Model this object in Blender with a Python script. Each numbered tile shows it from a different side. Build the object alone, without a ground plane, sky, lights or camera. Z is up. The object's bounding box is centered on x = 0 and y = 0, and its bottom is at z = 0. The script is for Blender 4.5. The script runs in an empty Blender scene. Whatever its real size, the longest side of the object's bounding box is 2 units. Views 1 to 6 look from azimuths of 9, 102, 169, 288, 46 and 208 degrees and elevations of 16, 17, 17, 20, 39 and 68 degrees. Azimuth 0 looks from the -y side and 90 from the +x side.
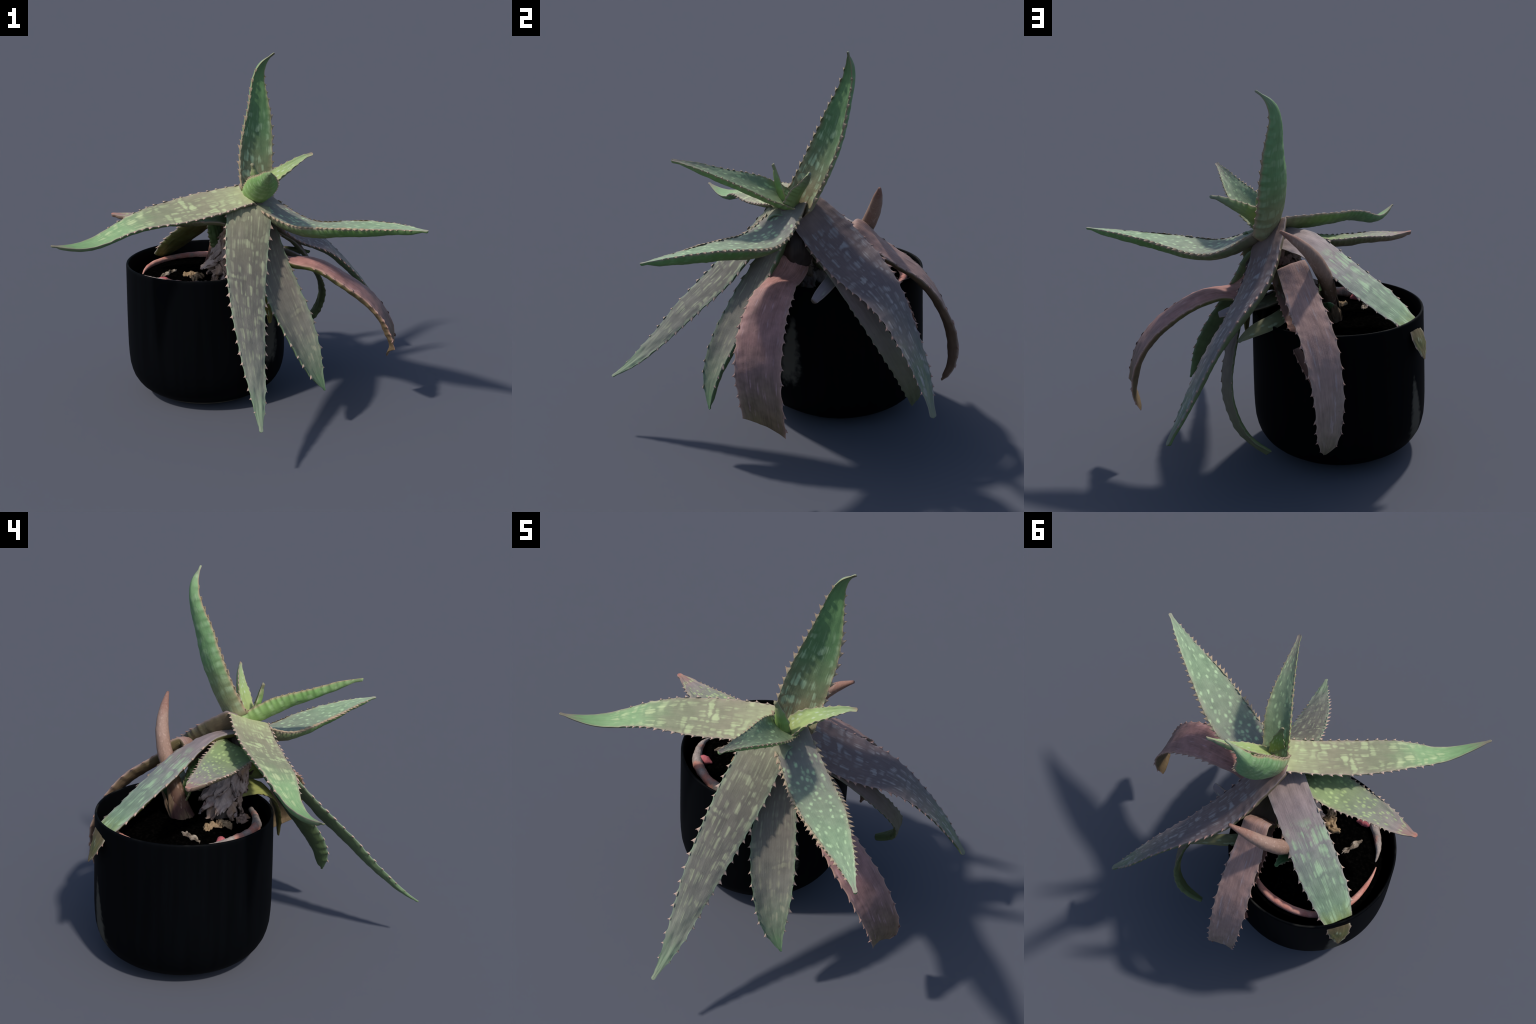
"""A potted, drooping, spotted aloe: lathed black pot, dark soil, a leaning stem wrapped in
papery dead sheaths, a rosette of fleshy leaves with toothed margins, and a side shoot."""
import math, random
import bpy, bmesh
import numpy as np
from mathutils import Vector, Matrix, noise

rng = random.Random(7)
PI = math.pi

# ----------------------------------------------------------------------------- helpers
def unit(v):
    n = np.linalg.norm(v, axis=-1, keepdims=True)
    return v / np.maximum(n, 1e-9)

def bspline(ctrl, t):
    """Clamped uniform cubic B-spline through control points `ctrl`, evaluated at `t` in 0..1."""
    c = np.array(ctrl, float)
    k = len(c); p = 3
    kn = np.concatenate([[0] * p, np.linspace(0, 1, k - p + 1), [1] * p])
    t = np.clip(np.atleast_1d(t), 0, 1)
    out = np.zeros((len(t), c.shape[1]))
    for j, x in enumerate(t):
        s = min(max(int(np.searchsorted(kn, x, side='right')) - 1, p), k - 1)
        d = [c[q + s - p].copy() for q in range(p + 1)]
        for r in range(1, p + 1):
            for q in range(p, r - 1, -1):
                den = kn[q + 1 + s - r] - kn[q + s - p]
                a = (x - kn[q + s - p]) / den if den > 0 else 0
                d[q] = (1 - a) * d[q - 1] + a * d[q]
        out[j] = d[p]
    return out

def smoothstep(a, b, x):
    t = np.clip((x - a) / (b - a), 0, 1)
    return t * t * (3 - 2 * t)

def n3(x, y, z):
    return noise.noise(Vector((x, y, z)))

def make_mesh(name, verts, faces, mat=None, smooth=True):
    me = bpy.data.meshes.new(name)
    me.from_pydata([tuple(map(float, v)) for v in verts], [], faces)
    me.update()
    if smooth:
        me.shade_smooth()
    if mat:
        me.materials.append(mat)
    return me

def add(name, me, parent=None, kind=None):
    ob = bpy.data.objects.new(name, me)
    bpy.context.scene.collection.objects.link(ob)
    if parent:
        ob.parent = parent
    if kind:
        ob['kind'] = kind
    return ob

# ----------------------------------------------------------------------------- node helpers
class Nodes:
    def __init__(self, name):
        self.mat = bpy.data.materials.new(name)
        self.mat.use_nodes = True
        self.t = self.mat.node_tree
        self.bsdf = self.t.nodes['Principled BSDF']
    def link(self, a, b):
        self.t.links.new(a, b)
    def put(self, sock, v):
        if isinstance(v, bpy.types.NodeSocket):
            self.link(v, sock)
        elif isinstance(v, (tuple, list)) and len(v) == 3 and sock.type == 'RGBA':
            sock.default_value = (*v, 1)
        else:
            sock.default_value = v
    def math(self, op, a, b=0.0, c=0.0, clamp=False):
        n = self.t.nodes.new('ShaderNodeMath'); n.operation = op; n.use_clamp = clamp
        for i, v in enumerate((a, b, c)):
            self.put(n.inputs[i], v)
        return n.outputs[0]
    def range(self, x, a, b, lo=0.0, hi=1.0):
        n = self.t.nodes.new('ShaderNodeMapRange'); n.interpolation_type = 'SMOOTHSTEP'
        for i, v in enumerate((x, a, b, lo, hi)):
            self.put(n.inputs[i], v)
        return n.outputs[0]
    def mix(self, f, a, b, mode='MIX'):
        n = self.t.nodes.new('ShaderNodeMix'); n.data_type = 'RGBA'; n.blend_type = mode
        self.put(n.inputs['Factor'], f)
        self.put(n.inputs[6], a); self.put(n.inputs[7], b)
        return n.outputs[2]
    def ramp(self, f, stops):
        n = self.t.nodes.new('ShaderNodeValToRGB')
        cr = n.color_ramp
        while len(cr.elements) < len(stops):
            cr.elements.new(0.5)
        for e, (p, c) in zip(cr.elements, stops):
            e.position = p; e.color = (*c, 1)
        self.put(n.inputs[0], f)
        return n.outputs[0]
    def combine(self, x, y, z):
        n = self.t.nodes.new('ShaderNodeCombineXYZ')
        for i, v in enumerate((x, y, z)):
            self.put(n.inputs[i], v)
        return n.outputs[0]
    def separate(self, v):
        n = self.t.nodes.new('ShaderNodeSeparateXYZ'); self.put(n.inputs[0], v)
        return n.outputs
    def coord(self, which):
        return self.t.nodes.new('ShaderNodeTexCoord').outputs[which]
    def noise(self, vec, scale, detail=3.0, rough=0.5, dist=0.0):
        n = self.t.nodes.new('ShaderNodeTexNoise')
        self.put(n.inputs['Vector'], vec)
        n.inputs['Scale'].default_value = scale; n.inputs['Detail'].default_value = detail
        n.inputs['Roughness'].default_value = rough; n.inputs['Distortion'].default_value = dist
        return n.outputs[0]
    def voronoi(self, vec, scale, rand=1.0):
        n = self.t.nodes.new('ShaderNodeTexVoronoi')
        self.put(n.inputs['Vector'], vec)
        n.inputs['Scale'].default_value = scale; n.inputs['Randomness'].default_value = rand
        return n.outputs['Distance'], n.outputs['Color']
    def bump(self, h, strength, distance):
        n = self.t.nodes.new('ShaderNodeBump')
        n.inputs['Strength'].default_value = strength; n.inputs['Distance'].default_value = distance
        self.put(n.inputs['Height'], h)
        self.link(n.outputs[0], self.bsdf.inputs['Normal'])
    def finish(self, col, rough=0.6, spec=0.25):
        self.put(self.bsdf.inputs['Base Color'], col)
        self.put(self.bsdf.inputs['Roughness'], rough)
        self.bsdf.inputs['Specular IOR Level'].default_value = spec
        return self.mat

def srgb(r, g, b):
    f = lambda c: c / 12.92 if c <= 0.04045 else ((c + 0.055) / 1.055) ** 2.4
    return tuple(f(x / 255) for x in (r, g, b))

# ----------------------------------------------------------------------------- leaf material
def leaf_material(name, top, under, spot, margin, length, width, seed=0.0, spots=0.5,
                  spot_size=(0.020, 0.048), rows=0.0, row_fill=0.42, streak=0.35, under_bands=0.0, fade=(0.0, 1.0),
                  blotch=0.34, bump=0.32):
    """top/under: colour stops base -> tip.  Generated coordinates are the unrolled leaf:
    x across, y along, z upper/under face."""
    N = Nodes(name)
    g = N.separate(N.coord('Generated'))
    x, y, z = g[0], g[1], g[2]
    xm, ym = N.math('MULTIPLY', x, width), N.math('MULTIPLY', y, length)
    face = N.range(z, 0.44, 0.56)
    flat = N.combine(xm, ym, N.math('MULTIPLY_ADD', face, 3.1, seed))
    along = N.math('ADD', y, N.math('MULTIPLY', N.math('SUBTRACT', N.noise(flat, 14.0, 2.0), 0.5), 0.16))
    upper = N.ramp(along, top)
    lower = N.ramp(along, under)
    # lengthwise fibre streaks
    fib = N.combine(N.math('MULTIPLY', xm, 1.0), N.math('MULTIPLY', ym, 0.055), N.math('MULTIPLY_ADD', face, 3.1, seed))
    fibre = N.noise(fib, 230.0, 4.0, 0.6)
    fine = N.noise(fib, 90.0, 3.0, 0.55)
    # pale dashes lying along the leaf
    wob = N.math('SUBTRACT', N.noise(flat, 40.0, 2.0), 0.5)
    clump = N.noise(flat, 13.0, 2.0)
    if rows:
        # ... ranged side by side in ragged cross rows
        slow = N.math('SUBTRACT', N.noise(flat, 10.0, 1.0), 0.5)
        yy = N.math('ADD', N.math('DIVIDE', ym, rows), N.math('ADD', N.math('MULTIPLY', wob, 0.55), N.math('MULTIPLY', slow, 2.2)))
        row = N.math('FLOOR', yy)
        off = N.math('ABSOLUTE', N.math('SUBTRACT', N.math('FRACT', yy), 0.5))
        n1 = N.noise(N.combine(N.math('MULTIPLY', xm, 1.0 / spot_size[0]), N.math('MULTIPLY', row, 7.31), N.math('MULTIPLY_ADD', face, 5.0, seed)), 0.85, 2.0, 0.6)
        want = N.math('ADD', n1, N.math('MULTIPLY', N.math('SUBTRACT', clump, 0.5), 0.55))
        keep = N.range(want, 0.52 - spots * 0.22, 0.80 - spots * 0.22)
        m = N.math('MULTIPLY', keep, N.math('SUBTRACT', 1.0, N.range(N.math('SUBTRACT', off, N.math('ADD', N.math('MULTIPLY', N.math('SUBTRACT', n1, 0.5), 0.6), N.math('MULTIPLY', N.math('SUBTRACT', fine, 0.5), 0.5))), row_fill * 0.3, row_fill * 1.05)))
    else:
        sv = N.combine(N.math('ADD', N.math('DIVIDE', xm, spot_size[0]), N.math('MULTIPLY', wob, 0.7)),
                       N.math('ADD', N.math('DIVIDE', ym, spot_size[1]), N.math('MULTIPLY', wob, 0.5)),
                       N.math('MULTIPLY_ADD', face, 9.0, seed * 3))
        dist, cell = N.voronoi(sv, 1.0, 0.9)
        pick = N.separate(cell)[0]
        want = N.math('ADD', N.math('MULTIPLY', clump, 0.9), spots - 0.45)
        keep = N.range(N.math('SUBTRACT', want, N.math('MULTIPLY', pick, 0.8)), -0.10, 0.22)
        m = N.math('MULTIPLY', keep, N.math('SUBTRACT', 1.0, N.range(N.math('ADD', dist, N.math('MULTIPLY', N.math('SUBTRACT', fine, 0.5), 0.30)), 0.14, 0.54)))
    m = N.math('MULTIPLY', m, N.range(y, fade[0] - 0.03, fade[0] + 0.08))
    m = N.math('MULTIPLY', m, N.math('SUBTRACT', 1.0, N.range(y, fade[1] - 0.1, fade[1] + 0.02)))
    mt = N.math('MULTIPLY', N.math('MULTIPLY', m, face), 0.78)
    col_t = N.mix(mt, upper, spot)
    # soft pale cross bands on the under side
    ub = N.math('SINE', N.math('ADD', N.math('MULTIPLY', ym, 2 * PI / 0.075), N.math('MULTIPLY', N.noise(flat, 12.0, 2.0), 8.0)))
    ubm = N.math('MULTIPLY', N.math('MULTIPLY', N.range(ub, -0.1, 0.9), N.range(N.noise(fib, 60.0, 2.0), 0.38, 0.62)), under_bands)
    col_u = N.mix(N.math('ADD', ubm, N.math('MULTIPLY', m, 0.25), 0.0, True), lower, N.mix(0.42, lower, spot))
    col = N.mix(face, col_u, col_t)
    # fibre value change and larger mottling
    v = N.math('ADD', N.math('MULTIPLY_ADD', N.math('SUBTRACT', fibre, 0.5), streak * 1.3, 1.0),
               N.math('MULTIPLY', N.math('SUBTRACT', fine, 0.5), streak))
    v = N.math('ADD', v, N.math('MULTIPLY', N.math('SUBTRACT', N.noise(flat, 22.0, 3.0), 0.5), blotch))
    col = N.mix(1.0, col, N.combine(v, v, v), 'MULTIPLY')
    # pinkish, horny margin
    edge = N.math('ABSOLUTE', N.math('SUBTRACT', x, 0.5))
    ed = N.math('ADD', edge, N.math('MULTIPLY', N.math('SUBTRACT', N.noise(flat, 55.0, 2.0), 0.5), 0.04))
    on_top = N.range(z, 0.30, 0.52)
    col = N.mix(N.math('MULTIPLY', N.math('MULTIPLY', N.range(ed, 0.465, 0.497), 0.8), N.math('MULTIPLY_ADD', on_top, 0.75, 0.25)), col, margin)
    col = N.mix(N.math('MULTIPLY', N.math('MULTIPLY', N.range(ed, 0.36, 0.48), 0.24), on_top), col, margin)
    # small dark nicks
    nd, nc = N.voronoi(N.combine(N.math('MULTIPLY', xm, 26.0), N.math('MULTIPLY', ym, 16.0), seed + 2.0), 1.0, 1.0)
    nick = N.math('MULTIPLY', N.math('SUBTRACT', 1.0, N.range(nd, 0.02, 0.055)), N.range(N.separate(nc)[1], 0.7, 0.75))
    col = N.mix(N.math('MULTIPLY', nick, 0.55), col, srgb(52, 50, 42))
    h = N.math('ADD', N.math('MULTIPLY', fibre, 0.5), N.math('MULTIPLY', N.noise(flat, 120.0, 3.0), 0.35))
    N.bump(h, bump, 0.006)
    return N.finish(col, N.math('MULTIPLY_ADD', fine, 0.2, 0.52), 0.22)

# ----------------------------------------------------------------------------- leaf geometry
SPINES = []      # (size, leaf object, matrix, tint)

def leaf_frames(curve, root, n, start=0.0):
    """Spine, half-width vector and normal along a leaf, with a short bridge back to the crown."""
    t = np.linspace(start, 1, 260)
    M, W = bspline(curve['spine'], t), bspline(curve['side'], t)
    if root is not None:
        r = np.array(root, float)
        T0 = unit(M[6] - M[0])
        gap = np.linalg.norm(M[0] - r)
        mid = M[0] - T0 * gap * (0.5 if not start else 0.22)
        s = np.linspace(0, 1, 40)[:-1, None]
        B = (1 - s) ** 2 * r + 2 * s * (1 - s) * mid + s ** 2 * M[0]
        M = np.vstack([B, M])
        W = np.vstack([W[0] * (0.8 + 0.2 * s), W])
    d = np.r_[0, np.cumsum(np.linalg.norm(np.diff(M, axis=0), axis=1))]
    u = np.linspace(0, d[-1], n)
    pick = lambda A: np.stack([np.interp(u, d, A[:, i]) for i in range(3)], 1)
    return pick(M), pick(W), u

def build_leaf(key, curve, parent, mat_args, root=None, face=(0, 0, 1), keel=0.05, channel=0.2,
               tooth=0.040, tooth_len=0.015, teeth=(0.05, 0.97), wrinkle=0.003, cut=None,
               tint=0, name='leaf', tip_round=0.011, fuller=0.0025, slant_end=False, start=0.0, arch_noise=0.004, spine_kind=True):
    n, m = 240, 22
    M, W, s = leaf_frames(curve, root, n, start)
    length = s[-1]
    T = unit(np.gradient(M, axis=0))
    if not slant_end:      # a torn, slanting end keeps the skew of its margins
        W = W - (W * T).sum(1, keepdims=True) * T * 0.8
    hw = np.linalg.norm(W, axis=1)
    # fleshy, rounded tip instead of a needle, and a slightly fuller blade
    d_end = np.clip((length - s) / tip_round, 0, 1)
    full = np.maximum(hw + fuller * smoothstep(0.0, 0.05, length - s), tip_round * np.sqrt(1 - (1 - d_end) ** 2) + 0.0006)
    W = unit(np.where(hw[:, None] > 0.004, W, W[np.argmax(np.arange(n) * (hw > 0.004))])) * full[:, None]
    hw = full
    nrm = unit(np.cross(W, T))
    if (nrm[n // 2] @ np.array(face, float)) < 0:
        nrm = -nrm
    hmax = hw.max()
    y = s / length
    if cut:      # blunt, broken-off end
        hw_end = cut
    lr = random.Random(sum(map(ord, key)) * 13)
    sd = lr.uniform(0, 50)
    # tooth positions on both margins
    pos = [[], []]
    for e in (0, 1):
        q = teeth[0] * length + lr.uniform(0, tooth)
        while q < teeth[1] * length:
            pos[e].append(q)
            q += tooth * lr.uniform(0.78, 1.25)
    def scallop(e, q):
        """Margin swells under each tooth and hollows between teeth."""
        if not pos[e]:
            return 0.0
        dmin = min(abs(q - p) for p in pos[e])
        inside = pos[e][0] - tooth < q < pos[e][-1] + tooth
        return (math.exp(-(dmin / (tooth * 0.24)) ** 2) * 0.0065 - 0.0015) * (1 if inside else 0)
    us = np.cos(np.linspace(PI, 0, m))       # -1..1, denser at the margins
    ch = np.interp(y, np.linspace(0, 1, len(channel)), channel) if isinstance(channel, tuple) else np.full(n, channel)
    top, bot, rt, rb = [], [], [], []
    for i in range(n):
        k = keel * math.sqrt(max(hw[i] / hmax, 0)) * min(1.0, hw[i] / 0.012)
        k = min(k, hw[i] * 1.25)
        if slant_end:
            k *= 0.12 + 0.88 * float(smoothstep(0.0, 0.14, length - s[i]))
        sc = (scallop(0, s[i]), scallop(1, s[i]))
        fade = min(1.0, hw[i] / 0.05)
        for u in us:
            ext = (sc[0] if u > 0 else sc[1]) * min(1, hw[i] / 0.03)
            w = hw[i] + ext * abs(u) ** 3
            side = W[i] / max(hw[i], 1e-6) * w * u
            dip = -ch[i] * hw[i] * (1 - u * u)
            a = abs(u)
            belly = -(k * (1 - a ** 2.2) ** 0.62) - 0.0035 * min(1, hw[i] / 0.02) * (1 - a ** 8)
            wr = wrinkle * fade * (n3(u * 2.2 + sd, s[i] * 9, 0.3) * 1.6 + n3(u * 5 + sd, s[i] * 26, 1.7) * 0.7)
            ar = arch_noise * fade * n3(sd, s[i] * 5, 4.0) * (1 + 0.8 * u)
            mar = 0.004 * fade * a ** 4 * n3(s[i] * 24, sd + (7 if u > 0 else 0), 2.2)
            lo = min(belly, dip - 0.0035 * (1 - a ** 8))
            top.append(M[i] + side + nrm[i] * (dip + wr + ar + mar))
            wr2 = wrinkle * fade * (n3(u * 2.5 + sd, s[i] * 11, 8.3) * 1.5 + n3(u * 6 + sd, s[i] * 30, 5.7))
            bot.append(M[i] + side + nrm[i] * (lo + (wr2 + ar) * (1 - a ** 6) + (mar + ar + wr) * a ** 6))
            rt.append((u, y[i], 0.5 * (1 - a ** 10)))
            rb.append((u, y[i], -0.5 * (1 - a ** 10)))
    # upper sheet, lower sheet; they share the two margin rows
    nt = n * m
    low = lambda i, j: i * m + j if j in (0, m - 1) else nt + i * (m - 2) + j - 1
    inner = [i * m + j for i in range(n) for j in range(1, m - 1)]
    faces = []
    for i in range(n - 1):
        for j in range(m - 1):
            faces.append((i * m + j, i * m + j + 1, (i + 1) * m + j + 1, (i + 1) * m + j))
            faces.append((low(i + 1, j), low(i + 1, j + 1), low(i, j + 1), low(i, j)))
    for end in (0, n - 1):
        loop = [end * m + j for j in range(m)] + [low(end, j) for j in range(m - 2, 0, -1)]
        faces.append(tuple(loop[::-1] if end == 0 else loop))
    V = np.array(top + [bot[q] for q in inner]); R = np.array(rt + [rb[q] for q in inner])
    side0 = np.cross(W[n // 2], T[n // 2]) @ nrm[n // 2]
    if side0 < 0:
        faces = [f[::-1] for f in faces]
    mat = leaf_material(f'{key}_skin', length=length, width=2 * hmax, seed=sd, **mat_args)
    me = make_mesh(name, R, faces, mat)
    ob = add(name, me, parent)
    ob.shape_key_add(name='unrolled')
    kb = ob.shape_key_add(name='grown')
    kb.data.foreach_set('co', V.ravel())
    kb.value = 1.0
    # teeth
    for e in (0, 1):
        sg = 1 if e == 0 else -1
        for q in pos[e]:
            i = min(int(np.searchsorted(s, q)), n - 2)
            if hw[i] < 0.012:
                continue
            out = unit(W[i]) * sg
            f = lr.uniform(0.75, 1.2) * min(1, 0.45 + hw[i] / hmax * 0.7)
            p = M[i] + out * (hw[i] + 0.0015) + nrm[i] * (-0.001)
            t = unit(T[i]); nn = unit(np.cross(out, t))
            mt = Matrix(((t[0], nn[0], out[0], p[0]), (t[1], nn[1], out[1], p[1]), (t[2], nn[2], out[2], p[2]), (0, 0, 0, 1)))
            mt = mt @ Matrix.Rotation(lr.uniform(0.0, 0.35), 4, 'Y') @ Matrix.Diagonal((f * lr.uniform(.8, 1.2), f, f, 1)) @ Matrix.Scale(tooth_len / 0.015, 4)
            SPINES.append((f * tooth_len, ob, mt, tint))
    return ob, dict(M=M, W=W, N=nrm, hw=hw, s=s)

def tooth_mesh(mat):
    """A flattened horny hook: broad along the margin, thin across it, leaning to the tip."""
    rings, seg = 5, 8
    V, F = [], []
    for r in range(rings):
        h = r / (rings - 1)
        w = 0.0115 * (1 - h) ** 1.5 + 0.0007
        th = 0.0042 * (1 - h) ** 0.9 + 0.0005
        for k in range(seg):
            a = 2 * PI * k / seg
            V.append((w * math.cos(a) + 0.0065 * h * h, th * math.sin(a), -0.003 + 0.016 * h))
    for r in range(rings - 1):
        for k in range(seg):
            F.append((r * seg + k, r * seg + (k + 1) % seg, (r + 1) * seg + (k + 1) % seg, (r + 1) * seg + k))
    F.append(tuple((rings - 1) * seg + k for k in range(seg)))
    return make_mesh('spine', V, F, mat)

def tooth_material(name, base, tip):
    N = Nodes(name)
    z = N.separate(N.coord('Generated'))[2]
    col = N.ramp(z, [(0.0, base), (0.55, tip), (1.0, tuple(c * 0.7 for c in tip))])
    return N.finish(col, 0.6, 0.2)

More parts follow.
